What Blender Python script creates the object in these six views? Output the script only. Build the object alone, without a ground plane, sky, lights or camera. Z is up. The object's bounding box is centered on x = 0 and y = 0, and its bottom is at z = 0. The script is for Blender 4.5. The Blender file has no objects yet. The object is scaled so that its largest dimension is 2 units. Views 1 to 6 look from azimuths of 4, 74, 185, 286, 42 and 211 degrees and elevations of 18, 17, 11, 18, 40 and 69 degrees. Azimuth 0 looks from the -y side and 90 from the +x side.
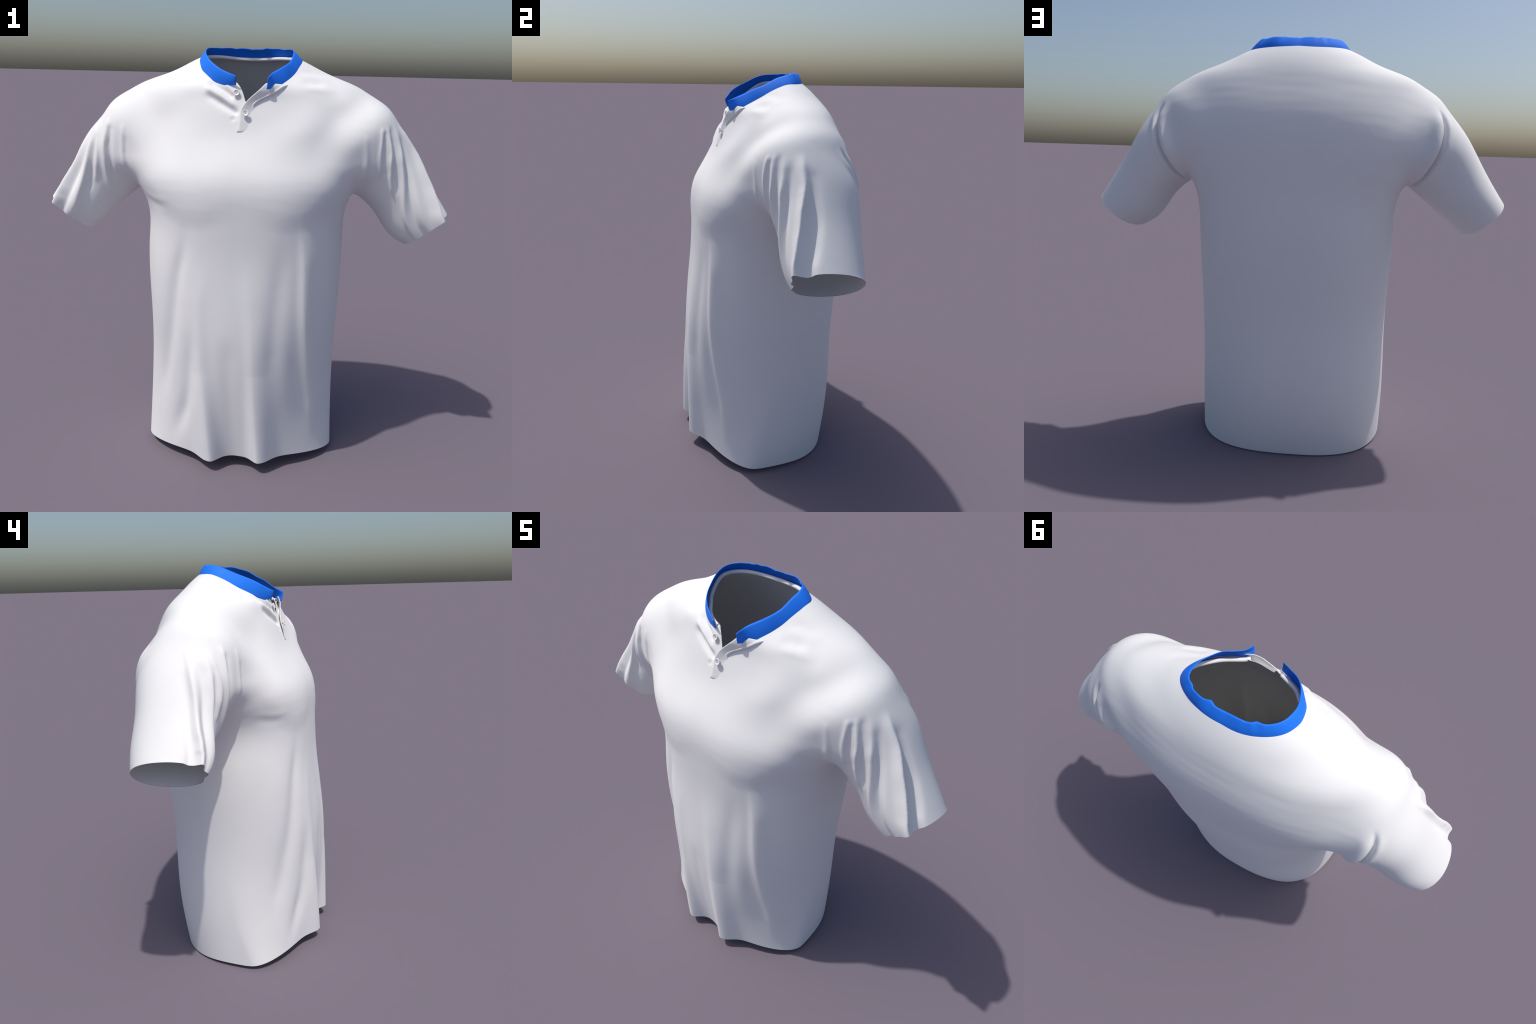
"""A short-sleeved white shirt with a blue stand collar, worn by nobody: an
implicit torso and two sleeves are blended, meshed, wrinkled and cut open."""
import math
import bpy
import numpy as np
from mathutils import Vector
from mathutils.bvhtree import BVHTree

# ------------------------------------------------------------------ profiles
# torso: one row per height, (half width, x shift, y of widest point, front y,
# back y, roundness of the front half, roundness of the back half)
TORSO = [
    (-0.02, 0.486, -0.001, -0.121, -0.347, 0.360, 1.900, 2.750),
    (0.30, 0.480, -0.005, -0.018, -0.372, 0.410, 1.900, 2.400),
    (0.70, 0.477, 0.001, 0.023, -0.374, 0.419, 2.084, 2.250),
    (1.10, 0.484, 0.002, 0.082, -0.332, 0.441, 2.478, 2.300),
    (1.30, 0.503, 0.002, 0.134, -0.321, 0.434, 2.588, 2.318),
    (1.45, 0.577, -0.005, 0.148, -0.295, 0.431, 2.417, 2.377),
    (1.60, 0.572, -0.001, 0.155, -0.209, 0.416, 2.067, 2.384),
    (1.71, 0.563, -0.002, 0.135, -0.164, 0.383, 1.929, 2.216),
    (1.78, 0.558, -0.001, 0.115, -0.141, 0.352, 1.791, 2.087),
    (1.83, 0.516, -0.001, 0.108, -0.122, 0.328, 1.659, 1.981),
    (1.87, 0.412, 0.004, 0.108, -0.085, 0.304, 1.560, 1.969),
    (1.92, 0.303, 0.002, 0.112, -0.045, 0.264, 1.483, 1.964),
    (1.97, 0.185, 0.001, 0.110, 0.000, 0.211, 1.440, 1.980),
]
# sleeves: along the sleeve axis, (distance, offset of the centre, half height,
# y of the centre, half depth, roundness)
SLEEVE_LEFT = [
    (-0.25, -0.014, 0.203, 0.090, 0.217, 2.128),
    (-0.10, 0.002, 0.207, 0.085, 0.223, 2.107),
    (0.05, 0.007, 0.202, 0.076, 0.200, 2.086),
    (0.20, 0.012, 0.178, 0.103, 0.195, 2.080),
    (0.35, 0.003, 0.152, 0.100, 0.179, 2.095),
    (0.50, -0.018, 0.146, 0.091, 0.169, 2.118),
    (0.60, -0.010, 0.122, 0.088, 0.152, 2.132),
]
SLEEVE_RIGHT = [
    (-0.25, -0.015, 0.205, 0.058, 0.182, 2.224),
    (-0.10, 0.007, 0.207, 0.057, 0.178, 2.217),
    (0.05, 0.021, 0.185, 0.088, 0.194, 2.209),
    (0.20, 0.020, 0.178, 0.106, 0.196, 2.190),
    (0.35, 0.014, 0.155, 0.104, 0.171, 2.163),
    (0.50, 0.007, 0.135, 0.087, 0.173, 2.133),
    (0.60, 0.004, 0.124, 0.083, 0.152, 2.112),
]
SHOULDER = np.array([.5, .0, 1.6])
ALONG = np.array([.69, 0, -.7238])
ACROSS = np.array([.7238, 0, .69])
THICK = .004


SPLINES = {}


def curve(rows, col, t):
    """Natural cubic spline through one column of a table, read at t."""
    a = np.array(rows, float)
    zs, v = a[:, 0], a[:, col]
    n, h, key = len(a), np.diff(zs), tuple(zs)
    if key not in SPLINES:
        A, B = np.zeros((n, n)), np.zeros((n, n))
        A[0, 0] = A[-1, -1] = 1
        for i in range(1, n - 1):
            A[i, i - 1:i + 2] = h[i - 1], 2 * (h[i - 1] + h[i]), h[i]
            B[i, i - 1:i + 2] = 6 / h[i - 1], -6 / h[i - 1] - 6 / h[i], 6 / h[i]
        SPLINES[key] = np.linalg.solve(A, B)
    m = SPLINES[key] @ v
    t = np.clip(t, zs[0], zs[-1])
    i = np.clip(np.searchsorted(zs, t) - 1, 0, n - 2)
    H = h[i]
    p = (zs[i + 1] - t) / H
    q = 1 - p
    return p * v[i] + q * v[i + 1] + ((p**3 - p) * m[i] + (q**3 - q) * m[i + 1]) * H * H / 6


def smooth(a, b, x):
    t = np.clip((x - a) / (b - a), 0, 1)
    return t * t * (3 - 2 * t)


def torso_field(p):
    z = p[..., 2]
    w, cx, cy, yf, yb, nf, nb = (curve(TORSO, k, z) for k in range(1, 8))
    x, y = p[..., 0] - cx, p[..., 1] - cy
    front = y < 0
    depth = np.where(front, cy - yf, yb - cy)
    n = np.where(front, nf, nb)
    r = np.sqrt(x * x + y * y) + 1e-6
    q = (np.abs(x / w) ** n + np.abs(y / depth) ** n) ** (1 / n) + 1e-6
    return r * (1 - 1 / q)


def sleeve_coords(p, rows, side):
    q = p * np.array([side, 1, 1]) - SHOULDER
    s = q @ ALONG
    t = q @ ACROSS - curve(rows, 2 - 1, s)
    y = q[..., 1] - curve(rows, 3, s)
    return s, t, y


def sleeve_field(p, rows, side):
    s, t, y = sleeve_coords(p, rows, side)
    h, d, n = curve(rows, 2, s), curve(rows, 4, s), curve(rows, 5, s)
    r = np.sqrt(t * t + y * y) + 1e-6
    k = (np.abs(t / h) ** n + np.abs(y / d) ** n) ** (1 / n) + 1e-6
    return np.maximum(r * (1 - 1 / k) + 5 * np.clip(.03 - s, 0, None) ** 2, s - .72)


def blend(a, b, k):
    h = np.clip(k - np.abs(a - b), 0, None) / k
    return np.minimum(a, b) - h ** 3 * k / 6


def field(p):
    """Torso and sleeves: a tight join in the armpit, a wide one above it."""
    k = .06 + .17 * smooth(1.33, 1.50, p[..., 2])
    return blend(blend(torso_field(p), sleeve_field(p, SLEEVE_LEFT, 1), k),
                 sleeve_field(p, SLEEVE_RIGHT, -1), k)


def gradient(p, e=.002):
    g = np.stack([field(p + np.eye(3)[i] * e) - field(p - np.eye(3)[i] * e)
                  for i in range(3)], -1) / (2 * e)
    return g


def onto_surface(p, steps=3):
    for _ in range(steps):
        g = gradient(p)
        p = p - g * (field(p) / np.maximum((g * g).sum(-1), .05))[..., None]
    return p


# ------------------------------------------------------------------- meshing
def surface_nets(lo, hi, h):
    """Quad mesh of field = 0 on a grid of step h."""
    ax = [np.arange(lo[i], hi[i] + h, h) for i in range(3)]
    F = np.empty([len(a) for a in ax], np.float32)
    Y, Z = np.meshgrid(ax[1], ax[2], indexing="ij")
    for i, x in enumerate(ax[0]):
        F[i] = field(np.stack([np.full_like(Y, x), Y, Z], -1))
    inside = F < 0
    nx, ny, nz = (n - 1 for n in F.shape)
    cnt = np.zeros((nx, ny, nz), np.int32)
    acc = np.zeros((nx, ny, nz, 3), np.float32)
    for axis in range(3):
        sl = lambda a, b: tuple(slice(a, (b if b else None)) if k == axis else slice(None) for k in range(3))
        A, B = F[sl(0, -1)], F[sl(1, 0)]
        cross = (A < 0) != (B < 0)
        t = np.where(cross, A / np.where(cross, A - B, 1), 0)
        o = [k for k in range(3) if k != axis]
        for da in (0, 1):
            for db in (0, 1):
                s = [slice(None)] * 3
                for k, d in zip(o, (da, db)):
                    s[k] = slice(d, F.shape[k] - 1 + d)
                c, tt = cross[tuple(s)], t[tuple(s)]
                cnt += c
                off = np.zeros(3, np.float32)
                off[o[0]], off[o[1]] = da, db
                acc += c[..., None] * off
                acc[..., axis] += np.where(c, tt, 0)
    act = cnt > 0
    idx = np.full(act.shape, -1, np.int64)
    idx[act] = np.arange(act.sum())
    cell = np.argwhere(act)
    verts = (cell + acc[act] / cnt[act][:, None]) * h + np.array(lo)
    quads = []
    for axis in range(3):
        a, b = [(1, 2), (2, 0), (0, 1)][axis]
        n = F.shape[axis] - 1
        A = inside.take(range(n), axis)
        B = inside.take(range(1, n + 1), axis)
        e = np.argwhere(A != B)
        e = e[(e[:, a] > 0) & (e[:, b] > 0) & (e[:, a] < F.shape[a] - 1) & (e[:, b] < F.shape[b] - 1)]
        ua, ub = np.eye(3, dtype=int)[a], np.eye(3, dtype=int)[b]
        q = np.stack([idx[tuple((e - d).T)] for d in (0 * ua, ua, ua + ub, ub)], 1)
        flip = ~A[tuple(e.T)]
        q[flip] = q[flip][:, ::-1]
        quads.append(q)
    return verts, np.concatenate(quads)


def edge_table(faces):
    e = np.concatenate([np.stack([faces[:, i], faces[:, (i + 1) % faces.shape[1]]], 1) for i in range(faces.shape[1])])
    return np.unique(np.sort(e, 1), axis=0)


def relax(p, e, rounds, pull=.5):
    """Even out the vertices along the surface."""
    n = len(p)
    deg = np.bincount(e.ravel(), minlength=n)[:, None]
    for _ in range(rounds):
        s = np.stack([np.bincount(e[:, 0], p[e[:, 1], k], n) + np.bincount(e[:, 1], p[e[:, 0], k], n) for k in range(3)], 1)
        p = onto_surface(p + pull * (s / deg - p), 1)
    return p


def fair(p, e, rounds, weight):
    """Smooth the surface itself, alternating in and out steps so it keeps its size."""
    n = len(p)
    deg = np.bincount(e.ravel(), minlength=n)[:, None]
    for i in range(2 * rounds):
        s = np.stack([np.bincount(e[:, 0], p[e[:, 1], k], n) + np.bincount(e[:, 1], p[e[:, 0], k], n) for k in range(3)], 1)
        p = p + (.6, -.61)[i % 2] * weight[:, None] * (s / deg - p)
    return p


def slacken(p, q, e, rounds, weight):
    """Iron a region flat over a wide reach, then give back the lost volume."""
    n = len(p)
    deg = np.bincount(e.ravel(), minlength=n)[:, None]
    mean = lambda v: np.stack([np.bincount(e[:, 0], v[e[:, 1], k], n) + np.bincount(e[:, 1], v[e[:, 0], k], n) for k in range(v.shape[1])], 1) / deg
    start = p
    for _ in range(rounds):
        p = p + .6 * weight[:, None] * (mean(p) - p)
    lost = ((start - p) * vertex_normals(p, [q])).sum(1)[:, None]
    for _ in range(90):                 # only the broad part of what was lost
        lost = lost + .6 * (mean(lost) - lost)
    return p + vertex_normals(p, [q]) * lost * 1.05


def subdivide(p, q):
    n = len(p)
    e = np.sort(np.concatenate([q[:, [i, (i + 1) % 4]] for i in range(4)]), 1)
    u, inv = np.unique(e, axis=0, return_inverse=True)
    inv = inv.reshape(4, len(q)).T + n
    c = np.arange(len(q)) + n + len(u)
    P = np.concatenate([p, p[u].mean(1), p[q].mean(1)])
    Q = np.concatenate([np.stack([q[:, i], inv[:, i], c, inv[:, i - 1]], 1) for i in range(4)])
    return P, Q


def vertex_normals(p, faces):
    """Area weighted normals; faces is a list of arrays with 3 or 4 columns."""
    n = np.zeros_like(p)
    for f in faces:
        if len(f) == 0:
            continue
        a = np.cross(p[f[:, 2]] - p[f[:, 0]], p[f[:, 3 if f.shape[1] == 4 else 2]] - p[f[:, 1]])
        for i in range(f.shape[1]):
            for k in range(3):
                n[:, k] += np.bincount(f[:, i], a[:, k], len(p))
    return n / np.maximum(np.linalg.norm(n, axis=1), 1e-12)[:, None]


def clip(p, polys, g):
    """Keep the part of the polygons where g < 0; returns vertices, polygons
    kept, polygons cut away and the scalar per vertex."""
    g = np.where(np.abs(g) < 1e-6, 1e-6, g)
    P, new, cache = [p], [], {}
    n = len(p)
    keep, away = [], []

    def cut(a, b):
        k = (a, b) if a < b else (b, a)
        if k not in cache:
            t = g[k[0]] / (g[k[0]] - g[k[1]])
            cache[k] = n + len(new)
            new.append(p[k[0]] + t * (p[k[1]] - p[k[0]]))
        return cache[k]
    for f in polys:
        s = [g[i] < 0 for i in f]
        if all(s):
            keep.append(f)
        elif not any(s):
            away.append(f)
        else:
            ins, out = [], []
            for j, i in enumerate(f):
                k = f[(j + 1) % len(f)]
                (ins if s[j] else out).append(i)
                if s[j] != (g[k] < 0):
                    c = cut(i, k)
                    ins.append(c)
                    out.append(c)
            keep.append(tuple(ins))
            away.append(tuple(out))
    if new:
        P.append(np.array(new))
    return np.concatenate(P), keep, away


# -------------------------------------------------------------------- relief
def stroke(q, pts, width, height, side=0, fade=(.12, .12)):
    """Height field of a ridge (or groove) drawn along a polyline in 2D.
    width and height may run from start to end; side skews the profile so that
    one flank is steep (+1: steep on the left of the stroke, -1: on the right)."""
    pts = np.array(pts, float)
    wid = np.interp(np.linspace(0, 1, len(pts)), np.linspace(0, 1, len(np.atleast_1d(width))), np.atleast_1d(width))
    out = np.zeros(len(q))
    reach = 3.2 * wid.max() * (2 if side else 1)
    near = ((q > pts.min(0) - reach) & (q < pts.max(0) + reach)).all(1)
    if not near.any():
        return out
    x = q[near]
    # round the polyline off a little
    m = np.linspace(0, len(pts) - 1, 6 * len(pts))
    fine = np.stack([curve(np.c_[np.arange(len(pts)), pts], k, m) for k in (1, 2)], 1)
    seg = np.diff(fine, axis=0)
    length = np.linalg.norm(seg, axis=1)
    start = np.r_[0, np.cumsum(length)]
    best = np.full(len(x), 1e9)
    along, sgn = np.zeros(len(x)), np.zeros(len(x))
    for i in range(len(seg)):
        r = x - fine[i]
        t = np.clip((r @ seg[i]) / max(length[i] ** 2, 1e-12), 0, 1)
        v = r - t[:, None] * seg[i]
        d = np.linalg.norm(v, axis=1)
        b = d < best
        best[b] = d[b]
        along[b] = (start[i] + t * length[i])[b]
        sgn[b] = np.sign(seg[i][0] * v[:, 1] - seg[i][1] * v[:, 0])[b]
    u = along / start[-1]
    w = np.interp(u, np.linspace(0, 1, len(wid)), wid)
    if side:
        w = np.where(sgn * side > 0, w * .70, w * 1.35)
    hh = np.atleast_1d(height)
    a = np.interp(u, np.linspace(0, 1, len(hh)), hh)
    if fade[0]:
        a = a * smooth(0, fade[0], u)
    if fade[1]:
        a = a * smooth(0, fade[1], 1 - u)
    out[near] = a * np.exp(-(best / w) ** 2)
    return out


# folds of the body front, in (x, z): points, width, height, skew, fades
BODY_FOLDS = [
    # the two tube folds that make the wavy front hem, and the trough between
    ([(.03, 1.12), (.07, .85), (.084, .63), (.092, .40), (.12, -.05)], (.055, .055, .052, .052, .056), (.003, .006, .013, .037, .062), -1, (.2, 0)),
    ([(-.15, 1.10), (-.185, .84), (-.178, .60), (-.150, .40), (-.100, -.05)], (.06, .06, .056, .056, .060), (.003, .006, .015, .040, .066), 1, (.2, 0)),
    ([(-.04, .75), (-.03, .45), (.0, -.05)], (.04, .045, .05), (-.003, -.008, -.012), 0, (.2, 0)),
    # crests below the chest muscles
    ([(.275, 1.30), (.292, 1.15), (.302, 1.0), (.312, .77), (.355, .40), (.41, .05)], (.030, .032, .034, .036, .04, .045), (.004, .011, .015, .016, .014, .004), -1, (.2, .25)),
    ([(.21, 1.28), (.195, 1.05), (.172, .62), (.19, .30)], (.05, .045, .045, .05), (-.002, -.007, -.008, -.003), 0, (.3, .35)),
    ([(.250, .85), (.270, .58), (.295, .40), (.34, .08)], (.030, .034, .04, .05), (-.001, -.003, -.004, -.001), 0, (.4, .4)),
    ([(-.235, 1.28), (-.255, 1.12), (-.285, .97), (-.315, .75), (-.352, .53), (-.41, .18)], (.030, .030, .032, .034, .034, .04), (-.004, -.009, -.011, -.012, -.012, -.004), 0, (.25, .3)),
    ([(-.36, 1.2), (-.375, .9), (-.41, .5)], (.05, .05, .05), (.004, .006, .004), 0, (.35, .35)),
    ([(-.205, .85), (-.222, .55), (-.25, .32), (-.35, .02)], (.035, .035, .035, .04), (-.004, -.012, -.014, -.004), 0, (.35, .3)),
    # short creases across the right chest, next to the sleeve
    ([(-.47, 1.36), (-.40, 1.335), (-.30, 1.335)], .016, .0013, 0, (.3, .4)),
    ([(-.46, 1.325), (-.40, 1.305), (-.32, 1.300)], .018, -.0013, 0, (.3, .4)),
]
# small wrinkles around the neck, in (x, z) on the front
NECK_FOLDS = [
    ([(-.175, 1.848), (-.111, 1.822), (-.075, 1.80), (-.040, 1.768)], (.012, .012, .012, .010), (-.006, -.011, -.012, -.006), 0, (.2, .2)),
    ([(-.19, 1.825), (-.109, 1.785), (-.025, 1.733)], (.014, .014, .012), (.006, .010, .006), 0, (.2, .2)),
    ([(-.19, 1.80), (-.108, 1.757), (-.015, 1.708)], (.016, .016, .012), (-.006, -.012, -.010), 0, (.25, .12)),
    ([(-.085, 1.842), (-.062, 1.815), (-.045, 1.79)], .009, .005, 0, (.2, .2)),
    ([(-.05, 1.70), (-.035, 1.68)], .012, -.003, 0, (.3, .3)),
    ([(.235, 1.900), (.285, 1.893), (.38, 1.870)], .010, -.002, 0, (.4, .4)),
    ([(.235, 1.880), (.30, 1.870), (.40, 1.848)], .011, .003, 0, (.4, .4)),
    ([(.235, 1.853), (.30, 1.846), (.37, 1.836)], .015, -.005, 0, (.4, .4)),
    ([(.24, 1.825), (.33, 1.818), (.42, 1.80)], .016, .003, 0, (.4, .4)),
    ([(-.215, 1.855), (-.255, 1.845), (-.29, 1.85)], .012, -.005, 0, (.3, .3)),
]
# sleeve folds in (distance along, degrees around: 0 top, -90 front, 90 back)
LEFT_FOLDS = [
    ([(.03, -52), (.066, -62), (.086, -68), (.111, -76), (.136, -83), (.16, -88), (.21, -100)], .011, (.002, .005, .006, .006, .006, .005, .002), -1),
    ([(.00, -74), (.06, -88), (.105, -98), (.18, -118)], .011, (.000, .003, .005, .001), 0),
    ([(.05, -50), (.078, -58), (.12, -70), (.175, -85), (.23, -97)], .013, (-.002, -.006, -.007, -.006, -.003), 0),
    ([(.04, -44), (.10, -56), (.15, -66), (.182, -75), (.216, -83), (.25, -91), (.33, -104)], .011, (.002, .006, .010, .010, .010, .009, .003), -1),
    ([(.05, -39), (.12, -53), (.179, -66), (.235, -80), (.338, -99)], .014, (-.002, -.008, -.010, -.009, -.004), 0),
    ([(.05, -32), (.11, -40), (.146, -46), (.174, -52), (.232, -65), (.292, -77), (.385, -96), (.50, -110), (.68, -124)], .015, (.001, .006, .010, .012, .014, .014, .012, .009, .006), -1),
    ([(.09, -30), (.19, -47), (.268, -60), (.384, -79), (.52, -94), (.68, -104)], .018, (-.002, -.010, -.013, -.013, -.010, -.006), 0),
    ([(.18, -60), (.30, -78), (.40, -95), (.52, -106), (.68, -116)], .050, (-.002, -.010, -.014, -.016, -.018), 0),
    ([(.07, -13), (.129, -20), (.183, -25), (.236, -29), (.291, -35), (.343, -40), (.393, -43), (.442, -47), (.50, -53), (.552, -61), (.68, -75)], .019,
     (.001, .008, .018, .027, .031, .033, .035, .037, .039, .040, .041), 1),
    ([(.13, -10), (.20, -17), (.29, -21), (.377, -22), (.43, -26), (.477, -31), (.515, -38), (.555, -46), (.68, -60)], .026,
     (-.001, -.006, -.011, -.014, -.016, -.018, -.019, -.019, -.019), 0),
]
RIGHT_FOLDS = [
    ([(.24, -80), (.36, -96), (.50, -108), (.68, -116)], .050, (-.001, -.010, -.019, -.024), 0),
    ([(.03, -46), (.07, -57), (.095, -63), (.123, -69), (.153, -75), (.186, -85), (.223, -95), (.263, -107), (.307, -122), (.39, -152)], .013,
     (.002, .008, .011, .012, .012, .012, .011, .009, .008, .003), -1),
    ([(.05, -58), (.112, -73), (.18, -91), (.26, -114)], .015, (-.002, -.009, -.010, -.004), 0),
    ([(.08, -38), (.165, -60), (.226, -76), (.34, -96)], .015, (.002, .006, .008, .003), -1),
    ([(.09, -29), (.15, -44), (.184, -52), (.22, -57), (.256, -63), (.293, -68), (.352, -76), (.412, -84), (.50, -96), (.60, -106)], .018,
     (.002, .008, .012, .014, .015, .015, .013, .011, .008, .003), -1),
    ([(.13, -50), (.186, -60), (.269, -75), (.40, -98)], .015, (-.002, -.007, -.008, -.003), 0),
    ([(.14, -33), (.277, -52), (.365, -62), (.503, -78), (.66, -89)], .018, (-.002, -.008, -.010, -.010, -.006), 0),
    ([(.07, -9), (.14, -20), (.25, -35), (.313, -43), (.376, -48), (.438, -53), (.469, -57), (.502, -60), (.533, -64), (.68, -74)], (.018, .018, .018, .018, .017, .015, .013),
     (.001, .004, .010, .016, .020, .024, .026, .028, .030, .033), 1),
    ([(.18, -16), (.30, -30), (.38, -37), (.45, -42), (.523, -49), (.68, -60)], .020, (-.001, -.006, -.009, -.011, -.012, -.012), 0),
    ([(.00, -70), (.068, -89), (.089, -95), (.113, -101), (.17, -116)], .011, (.000, .005, .007, .006, .000), 0),
    ([(.03, -86), (.081, -97), (.15, -117)], .012, (-.000, -.004, -.000), 0),
]
# seam where the sleeve meets the body at the back, as (height, x)
ARMHOLE = [(1.20, .53), (1.30, .535), (1.34, .553), (1.367, .580), (1.417, .610), (1.47, .636),
           (1.53, .655), (1.593, .664), (1.65, .655), (1.70, .632), (1.80, .60), (1.95, .60)]


def armhole_x(z):
    return curve(ARMHOLE, 1, z)


def relief(p, n):
    """How far each point is pushed out along its normal."""
    x, y, z = p.T
    h = np.zeros(len(p))
    front = smooth(.05, -.35, n[:, 1]) * (np.abs(x) < .56)
    xz = p[:, [0, 2]]
    for pts, w, a, side, fade in BODY_FOLDS:
        h += front * stroke(xz, pts, w, a, side, fade)
    collar_side = smooth(.16, .05, y)
    for pts, w, a, side, fade in NECK_FOLDS:
        h += collar_side * smooth(1.6, 1.66, z) * stroke(xz, pts, w, a, side, fade)
    # chest: two broad plates that end in a soft lower edge
    ax = np.abs(x - .01)
    low = 1.262 + 1.5 * np.clip(ax - .26, 0, None) ** 1.5 + .35 * np.clip(.17 - ax, 0, None)
    plate = smooth(-.06, .05, z - low) * smooth(.34, .02, z - low) * (.15 + .85 * smooth(.02, .22, ax)) * smooth(.54, .33, ax)
    h += .006 * plate * front
    # hollow below the collar bone, filled out
    swell = lambda cx, cz, sx, sz, a: a * np.exp(-((x - cx) / sx) ** 2 - ((z - cz) / sz) ** 2)
    h += front * (swell(.24, 1.61, .14, .085, .019) + swell(-.29, 1.61, .12, .085, .013)
                  + swell(.0, 1.80, .28, .05, -.004))
    # and the front of the shoulders
    ahead = smooth(.25, -.15, n[:, 1])
    h += ahead * (swell(.33, 1.69, .10, .09, .019)
                  + swell(.385, 1.60, .08, .08, .010) + swell(.45, 1.765, .07, .055, .013) + swell(-.38, 1.76, .10, .08, .010)
                  + swell(-.45, 1.56, .08, .11, .012) + swell(.45, 1.58, .07, .10, .005))
    # sleeves
    for rows, side, folds in ((SLEEVE_LEFT, 1, LEFT_FOLDS), (SLEEVE_RIGHT, -1, RIGHT_FOLDS)):
        s, t, yy = sleeve_coords(p, rows, side)
        on = (x * side > .42) & (s > -.08)
        ang = np.degrees(np.arctan2(yy, t))
        q = np.stack([s, np.radians(ang) * .17], 1)
        for pts, w, a, sk in folds:
            k = [(u, math.radians(v) * .17) for u, v in pts]
            last = pts[-1][0] > .6
            h += on * stroke(q, k, w, a, sk, (.12, 0 if last else .15))
    # armhole seam at the back: the body billows over a tight line
    back = smooth(.0, .35, n[:, 1])
    line = [(b, a) for a, b in ARMHOLE if 1.33 < a < 1.72]
    for side in (1, -1):
        q = np.stack([x * side, z], 1)
        h -= back * stroke(q, line, .0085, (.016, .024, .024, .020, .010), 0, (0, .2))
        inner = [(b - .028, a + .006) for b, a in line]
        h += back * stroke(q, inner, .030, (.012, .020, .022, .016, .006), 0, (.05, .25))
        outer = [(b + .022, a - .006) for b, a in line]
        h += back * stroke(q, outer, .016, (.002, .004, .006, .008, .006), 0, (.1, .25))
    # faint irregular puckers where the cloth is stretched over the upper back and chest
    u, v = 9 * x + 2 * np.sin(5 * z), z + .16 * ax ** 1.5
    pucker = (np.sin(2 * np.pi * v / .061 + np.sin(u)) * np.sin(1.7 * u + .6)
              + .8 * np.sin(2 * np.pi * v / .043 + 2 * np.sin(.7 * u + 1)) * np.sin(1.1 * u + 9 * v)
              + .6 * np.sin(2 * np.pi * (v + .4 * x) / .085 + 1.3) * np.sin(2.3 * u))
    h += .00012 * pucker * back * smooth(1.42, 1.55, z) * smooth(1.92, 1.84, z) * smooth(.70, .60, ax)
    h += .00008 * pucker * front * smooth(1.22, 1.30, z) * smooth(1.56, 1.40, z)
    return h


# ------------------------------------------------------------------ openings
# foot of the collar, once round from the right front end to the left front end
COLLAR_FOOT = [(-.036, -.126, 1.840), (-.060, -.119, 1.838), (-.104, -.101, 1.842), (-.151, -.072, 1.857),
               (-.182, -.037, 1.871), (-.208, -.006, 1.888), (-.223, .029, 1.911), (-.231, .063, 1.932),
               (-.232, .100, 1.948), (-.207, .152, 1.956), (-.157, .192, 1.957), (-.085, .222, 1.952),
               (.0, .232, 1.949), (.080, .224, 1.951), (.145, .205, 1.954), (.205, .175, 1.953),
               (.241, .137, 1.951), (.251, .105, 1.944), (.251, .075, 1.931), (.241, .033, 1.907),
               (.226, -.004, 1.884), (.207, -.035, 1.869), (.180, -.071, 1.847), (.152, -.097, 1.834),
               (.122, -.122, 1.826), (.099, -.144, 1.826)]
COLLAR_TOP = [(-.034, -.135, 1.871), (-.072, -.121, 1.884), (-.108, -.103, 1.899), (-.139, -.077, 1.917),
              (-.160, -.050, 1.931), (-.180, -.010, 1.948), (-.195, .030, 1.966), (-.199, .083, 1.987),
              (-.188, .125, 1.994), (-.158, .160, 1.996), (-.110, .184, 1.997), (-.055, .196, 1.998),
              (.0, .195, 1.995), (.055, .196, 1.996), (.110, .190, 1.998), (.165, .168, 1.994),
              (.197, .134, 1.993), (.205, .100, 1.983), (.205, .060, 1.971), (.198, .012, 1.945),
              (.186, -.023, 1.930), (.173, -.046, 1.920), (.151, -.070, 1.906), (.124, -.100, 1.890),
              (.109, -.126, 1.877), (.103, -.150, 1.866)]
NECK_MID = np.array([.01, .05])
# edges of the opened front, as (height, x)
OPENING_RIGHT = [(1.70, .055), (1.757, .011), (1.793, -.003), (1.825, -.020), (1.845, -.037), (1.90, -.06)]
OPENING_LEFT = [(1.70, -.030), (1.757, .011), (1.791, .046), (1.833, .090), (1.86, .115), (1.92, .15)]


def spline3(pts, n):
    a = np.array(pts, float)
    t = np.r_[0, np.cumsum(np.linalg.norm(np.diff(a, axis=0), axis=1))]
    return lambda u: np.stack([curve(np.c_[t / t[-1], a], k, np.asarray(u)) for k in (1, 2, 3)], -1)


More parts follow.
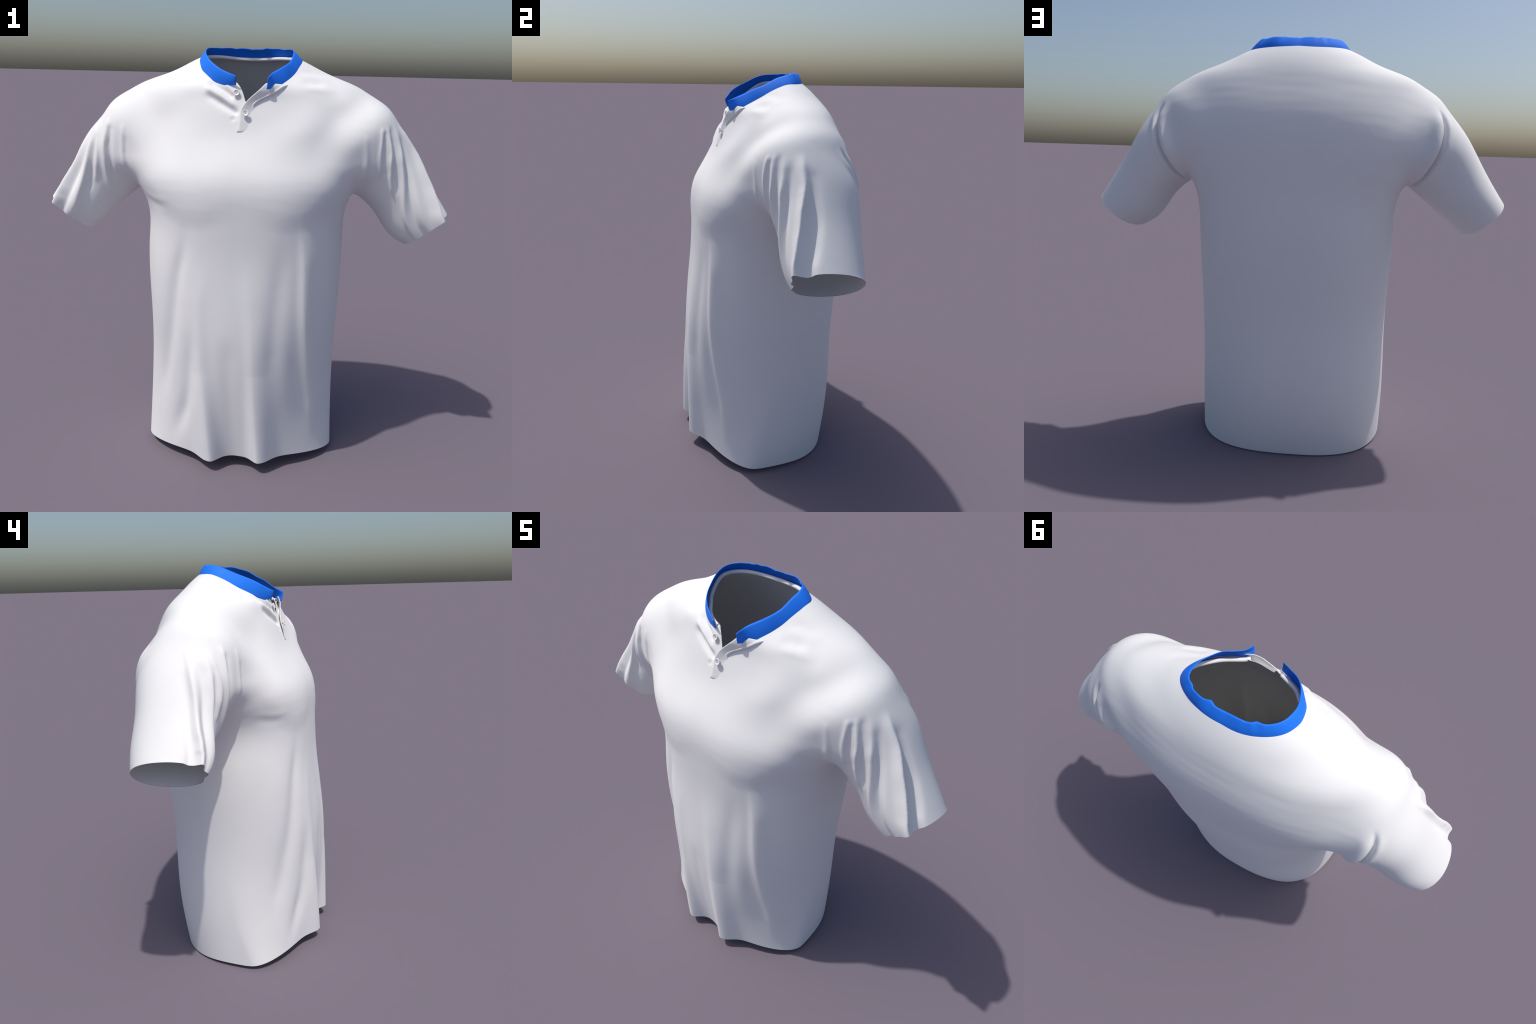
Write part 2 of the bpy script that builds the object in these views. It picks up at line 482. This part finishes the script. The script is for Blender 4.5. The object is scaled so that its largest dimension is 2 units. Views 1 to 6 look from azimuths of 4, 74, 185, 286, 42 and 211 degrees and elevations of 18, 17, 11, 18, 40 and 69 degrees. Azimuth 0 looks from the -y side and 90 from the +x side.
def neck_cut(p):
    """Positive where the cloth is cut away for the neck and the front slit."""
    foot = spline3(COLLAR_FOOT, 0)(np.linspace(0, 1, 160))[:, :2]
    foot[:, 1] = np.maximum(foot[:, 1], -.112)      # the lifted front end is the flap's, not the body's
    d = foot - NECK_MID
    ang, rad = np.arctan2(d[:, 1], d[:, 0]), np.linalg.norm(d, axis=1)
    o = np.argsort(ang)
    q = p[:, :2] - NECK_MID
    hole = np.interp(np.arctan2(q[:, 1], q[:, 0]), ang[o], rad[o], period=2 * np.pi) - np.linalg.norm(q, axis=1)
    hole = np.where(p[:, 2] > 1.75, hole - .005, -1)
    z = p[:, 2]
    slit = np.minimum(p[:, 0] - curve(OPENING_RIGHT, 1, z), curve(OPENING_LEFT, 1, z) - p[:, 0])
    slit = np.where((p[:, 1] < .0) & (z > 1.70), slit, -1)
    return np.maximum(hole, slit)


def hem_height(p):
    y = p[:, 1]
    return (.003 + .016 * smooth(.30, -.02, y) + .044 * smooth(-.06, -.36, y)
            + .003 * np.sin(7 * p[:, 0]) * smooth(-.2, -.34, y))


def cuff_cut(p):
    out = np.full(len(p), -1.)
    for rows, side, s0 in ((SLEEVE_LEFT, 1, .588), (SLEEVE_RIGHT, -1, .574)):
        s, t, y = sleeve_coords(p, rows, side)
        g = s - s0 + .001 - .055 * t - .13 * (p[:, 1] - .10)
        out = np.where(p[:, 0] * side > .55, g, out)
    return out


# ------------------------------------------------------------------- objects
def material(name, color, rough, grain=0., sheen=0.):
    m = bpy.data.materials.new(name)
    m.use_nodes = True
    nt = m.node_tree
    b = nt.nodes["Principled BSDF"]
    b.inputs["Roughness"].default_value = rough
    b.inputs["Specular IOR Level"].default_value = .3
    tc = nt.nodes.new("ShaderNodeTexCoord")
    noise = nt.nodes.new("ShaderNodeTexNoise")
    noise.inputs["Scale"].default_value = 9
    noise.inputs["Detail"].default_value = 4
    nt.links.new(tc.outputs["Object"], noise.inputs["Vector"])
    ramp = nt.nodes.new("ShaderNodeValToRGB")
    ramp.color_ramp.elements[0].position = .3
    ramp.color_ramp.elements[1].position = .7
    ramp.color_ramp.elements[0].color = (*[c * .985 for c in color], 1)
    ramp.color_ramp.elements[1].color = (*color, 1)
    nt.links.new(noise.outputs["Fac"], ramp.inputs["Fac"])
    nt.links.new(ramp.outputs["Color"], b.inputs["Base Color"])
    if sheen:
        b.inputs["Sheen Weight"].default_value = sheen
    if grain:
        weave = nt.nodes.new("ShaderNodeTexNoise")
        weave.inputs["Scale"].default_value = 350
        nt.links.new(tc.outputs["Object"], weave.inputs["Vector"])
        bump = nt.nodes.new("ShaderNodeBump")
        bump.inputs["Strength"].default_value = grain
        bump.inputs["Distance"].default_value = .0006
        nt.links.new(weave.outputs["Fac"], bump.inputs["Height"])
        nt.links.new(bump.outputs["Normal"], b.inputs["Normal"])
    return m


WHITE = material("white_knit_cloth", (.80, .80, .80), .75, .12)
BLUE = material("blue_ribbed_cloth", (.011, .185, .86), .7, .15)
BUTTON = material("white_button_plastic", (.80, .80, .79), .35)
THREAD = material("grey_thread", (.55, .55, .56), .8)

shirt = bpy.data.objects.new("shirt", None)
bpy.context.scene.collection.objects.link(shirt)
shirt["label"] = "white short-sleeved shirt with blue stand collar and two buttons"
shirt["category"] = "shirt"


def add_part(name, verts, polys, mat, normals=None, parent=shirt, smooth_shade=True):
    me = bpy.data.meshes.new(name)
    me.from_pydata([tuple(v) for v in verts], [], [tuple(f) for f in polys])
    me.materials.append(mat)
    if smooth_shade:
        me.polygons.foreach_set("use_smooth", np.ones(len(me.polygons), bool))
    me.update()
    if normals is not None:
        me.normals_split_custom_set_from_vertices([tuple(v) for v in normals])
    ob = bpy.data.objects.new(name, me)
    ob.parent = parent
    bpy.context.scene.collection.objects.link(ob)
    return ob


def strip_part(name, grid, mat, thick, closed=False, parent=shirt):
    """A sheet given as a grid of points, made solid."""
    a, b = grid.shape[:2]
    idx = np.arange(a * b).reshape(a, b)
    polys = []
    for i in range(a - 1 + closed):
        for j in range(b - 1):
            k = (i + 1) % a
            polys.append((idx[i, j], idx[k, j], idx[k, j + 1], idx[i, j + 1]))
    ob = add_part(name, grid.reshape(-1, 3), polys, mat, parent=parent)
    mod = ob.modifiers.new("thickness", "SOLIDIFY")
    mod.thickness = thick
    mod.offset = 0
    return ob


def build_cloth():
    p, q = surface_nets((-1.12, -.52, -.10), (1.12, .60, 2.02), .0115)
    p = onto_surface(p, 3)
    p = relax(p, edge_table(q), 4)
    e = edge_table(q)
    p = fair(p, e, 24, smooth(1.30, 1.50, p[:, 2]))
    ax = np.abs(p[:, 0])
    yoke = smooth(1.58, 1.74, p[:, 2]) * smooth(.24, .36, ax) * smooth(.76, .62, ax)
    p = slacken(p, q, e, 46, yoke)
    p, q = subdivide(p, q)
    p = fair(p, edge_table(q), 3, np.ones(len(p)))
    n = vertex_normals(p, [q])
    p = p + n * relief(p, n)[:, None]
    global tree
    tree = BVHTree.FromPolygons(p.tolist(), q.tolist())
    polys = [tuple(f) for f in q.tolist()]
    for cut in (lambda v: hem_height(v) - v[:, 2], neck_cut, cuff_cut):
        p, polys, _ = clip(p, polys, cut(p))
    # cut along the armholes, remembering the side of each polygon
    parts = {}
    for name, side in (("left", 1), ("right", -1)):
        p, polys, away = clip(p, polys, p[:, 0] * side - armhole_x(p[:, 2]))
        parts[name] = away
    parts["body"] = polys
    every = [f for v in parts.values() for f in v]
    used = np.zeros(len(p), bool)
    by_size = {}
    for f in every:
        by_size.setdefault(len(f), []).append(f)
    fan = []
    for k, fs in by_size.items():
        fs = np.array(fs)
        used[fs.ravel()] = True
        if k == 4 or k == 3:
            fan.append(fs)
        else:
            fan += [fs[:, [0, i, i + 1]] for i in range(1, k - 1)]
    n = vertex_normals(p, fan)
    # rim edges of the whole cloth: used by one polygon only
    seen = {}
    for f in every:
        for i in range(len(f)):
            a, b = f[i], f[(i + 1) % len(f)]
            k = (a, b) if a < b else (b, a)
            seen[k] = None if k in seen else (a, b)
    rim = {e for e in seen.values() if e}
    inner = p - n * THICK
    N = len(p)
    both, normals = np.concatenate([p, inner]), np.concatenate([n, -n])
    names = {"body": "body", "left": "sleeve", "right": "sleeve"}
    for key, fs in parts.items():
        full = list(fs) + [tuple(N + i for i in reversed(f)) for f in fs]
        for f in fs:
            for i in range(len(f)):
                a, b = f[i], f[(i + 1) % len(f)]
                if (a, b) in rim:
                    full.append((b, a, N + a, N + b))
        ids = np.unique(np.concatenate([np.array(f) for f in full]))
        back = np.full(2 * N, -1)
        back[ids] = np.arange(len(ids))
        add_part(names[key], both[ids], [tuple(back[list(f)].tolist()) for f in full], WHITE, normals[ids])
    return p, n


cloth_p, cloth_n = build_cloth()


def front_point(x, z):
    """Point and normal of the cloth front at (x, z)."""
    pts, nor = [], []
    for u, v in zip(x, z):
        at, n, _, _ = tree.ray_cast(Vector((u, -1, v)), Vector((0, 1, 0)))
        pts.append(at)
        nor.append(n)
    nor = np.array(nor)
    k = np.array([.25, .5, .25])
    if len(nor) > 8:
        nor = np.stack([np.convolve(np.pad(nor[:, i], 1, "edge"), k, "valid") for i in range(3)], 1)
        nor /= np.linalg.norm(nor, axis=1)[:, None]
    return np.array(pts), nor


# --------------------------------------------------------------------- collar
def build_collar():
    m, k = 150, 9
    foot, top = spline3(COLLAR_FOOT, 0), spline3(COLLAR_TOP, 0)
    u = np.linspace(0, 1, m)
    rng = np.random.default_rng(7)
    F, T = foot(u), top(u)
    mid = np.array([.01, .04, 1.9])
    out = np.stack([F[:, 0] - mid[0], F[:, 1] - mid[1], 0 * u], 1)
    out /= np.linalg.norm(out, axis=1)[:, None]
    # ragged edges: the top is chewed at the back, the foot near the front ends
    ragged = np.interp(u, np.linspace(0, 1, 60), rng.normal(0, 1, 60))
    T[:, 2] += ragged * .0016 * smooth(.3, .42, u) * smooth(.74, .66, u)
    F[:, 2] += ragged * .0016 * np.maximum(smooth(.22, .05, u), smooth(.78, .95, u))
    v = np.linspace(0, 1, k)
    grid = np.empty((m, k, 3))
    for j, t in enumerate(v):
        c = F * (1 - t) + T * t
        belly = .004 * math.sin(math.pi * t)
        c = c + out * (belly + .002 * (1 - t))
        c[:, 2] -= .007 * (1 - t)
        # two curled spots on the back of the top edge
        for at, wid, deep in ((.405, .012, .008), (.575, .016, .012), (.665, .01, .006)):
            c -= out * (deep * t ** 2 * np.exp(-((u - at) / wid) ** 2))[:, None]
        # the front ends flare outwards
        c += out * (.006 * t ** 2 * (smooth(.06, 0, u) + smooth(.95, 1, u)))[:, None]
        grid[:, j] = c
    return strip_part("collar", grid, BLUE, .003)


collar = build_collar()


def build_tape():
    """White roll of cloth inside the foot of the collar."""
    m, k = 150, 12
    u = np.linspace(.012, .988, m)
    F = spline3(COLLAR_FOOT, 0)(u)
    mid = np.array([.01, .04, 0])
    inw = np.stack([mid[0] - F[:, 0], mid[1] - F[:, 1], 0 * u], 1)
    inw /= np.linalg.norm(inw, axis=1)[:, None]
    c = F + inw * .016 + np.array([0, 0, -.003])
    tan = np.gradient(c, axis=0)
    tan /= np.linalg.norm(tan, axis=1)[:, None]
    side = np.cross(tan, [0, 0, 1.])
    side /= np.linalg.norm(side, axis=1)[:, None]
    up = np.cross(side, tan)
    a = np.linspace(0, 2 * np.pi, k, endpoint=False)
    ring = c[:, None] + .009 * (np.cos(a)[None, :, None] * side[:, None] + np.sin(a)[None, :, None] * up[:, None])
    idx = np.arange(m * k).reshape(m, k)
    polys = [(idx[i, j], idx[i + 1, j], idx[i + 1, (j + 1) % k], idx[i, (j + 1) % k]) for i in range(m - 1) for j in range(k)]
    ob = add_part("neck_tape", ring.reshape(-1, 3), polys, WHITE)
    mod = ob.modifiers.new("thickness", "SOLIDIFY")
    mod.thickness = .002
    return ob


tape = build_tape()


# -------------------------------------------------------------------- placket
# flap of the front opening: its free edge and the fold line behind it (x, z)
FLAP_EDGE = [(.092, 1.829), (.046, 1.791), (.011, 1.757), (-.009, 1.726), (-.016, 1.702), (-.020, 1.67), (-.024, 1.636)]
FLAP_FOLD = [(.190, 1.836), (.138, 1.803), (.085, 1.778), (.046, 1.744), (.085, 1.705), (.130, 1.672), (.150, 1.636)]


def build_placket():
    m, k = 60, 16
    u = np.linspace(0, 1, m)
    rows = lambda pts: np.stack([curve(np.c_[np.linspace(0, 1, len(pts)), np.array(pts)], c, u) for c in (1, 2)], 1)
    a, b = rows(FLAP_EDGE), rows(FLAP_FOLD)
    upper = smooth(.58, .40, u)
    grid = np.empty((m, k, 3))
    for j, t in enumerate(np.linspace(0, 1, k)):
        w = min(t / .86, 1.)
        q = a + (b - a) * w
        pt, n = front_point(q[:, 0], q[:, 1])
        # the free edge stands off the chest, most at the collar; the cloth falls
        # back from it to a small lip (above) or dies into the chest (below)
        edge = np.interp(u, [0, .12, .4, .58, .8, .95, 1], [.024, .024, .014, .010, .008, .004, .001])
        lip = (.004 + .005 * np.exp(-((w - .93) / .08) ** 2)) * smooth(0, .05, u)
        low = edge * (1 - w) ** 1.2 - .007 * smooth(.0, .40, w) * smooth(.45, .7, u) - .002 * smooth(.93, 1, u) * smooth(.1, .5, w)
        high = edge * (1 - w) + lip * w
        lift = low * (1 - upper) + high * upper
        if t > .86:      # tucked under behind the fold
            lift = lift - (lift + .004) * ((t - .86) / .14)
        grid[:, j] = pt + n * lift[:, None]
    return strip_part("placket", grid, WHITE, .003)


placket = build_placket()


# -------------------------------------------------------------------- buttons
def lathe(profile, seg=36):
    pts = np.array(profile)
    a = np.linspace(0, 2 * np.pi, seg, endpoint=False)
    v = np.stack([pts[:, None, 0] * np.cos(a), pts[:, None, 0] * np.sin(a), pts[:, None, 1] + 0 * a], -1)
    n = len(pts)
    idx = np.arange(n * seg).reshape(n, seg)
    f = [(idx[i, j], idx[i, (j + 1) % seg], idx[i + 1, (j + 1) % seg], idx[i + 1, j]) for i in range(n - 1) for j in range(seg)]
    return v.reshape(-1, 3), f


def frame(n):
    n = n / np.linalg.norm(n)
    r = np.cross([0, 0, 1.], n)
    r /= np.linalg.norm(r)
    return np.stack([r, np.cross(n, r), n], 1)


def build_button(at, normal):
    R = frame(np.array(normal, float))
    prof = [(.0001, -.002), (.0115, -.002), (.0138, -.0008), (.0145, .001), (.0140, .0028), (.0122, .0036),
            (.0105, .0030), (.0090, .0014), (.0001, .0010)]
    v, f = lathe(prof)
    ob = add_part("button", v @ R.T + at, f, BUTTON)
    # stitched cross in the hollow, and the stem that holds the button off the cloth
    v2, f2 = [], []
    for ang in (math.radians(45), math.radians(135)):
        c, s = math.cos(ang), math.sin(ang)
        for e in range(9):
            w = (e / 8 - .5) * .009
            hh = .0012 + .0012 * math.sin(math.pi * e / 8)
            for d in range(6):
                t = 2 * math.pi * d / 6
                o, zz = .0009 * math.cos(t), hh + .0009 * math.sin(t)
                v2.append((c * w - s * o, s * w + c * o, zz))
        base = len(v2) - 54
        f2 += [(base + e * 6 + d, base + e * 6 + (d + 1) % 6, base + (e + 1) * 6 + (d + 1) % 6, base + (e + 1) * 6 + d)
               for e in range(8) for d in range(6)]
    add_part("thread", np.array(v2) @ R.T + at, f2, THREAD, parent=ob)
    sv, sf = lathe([(.004, -.018), (.003, -.010), (.004, -.001)], 12)
    add_part("stem", sv @ R.T + at, sf, THREAD, parent=ob)
    return ob


for x, z, off in ((-.033, 1.798, .009), (.012, 1.711, .017)):
    pt, n = front_point(np.array([x]), np.array([z]))
    build_button(pt[0] + n[0] * off, n[0] + np.array([.0, -.15, .0]))
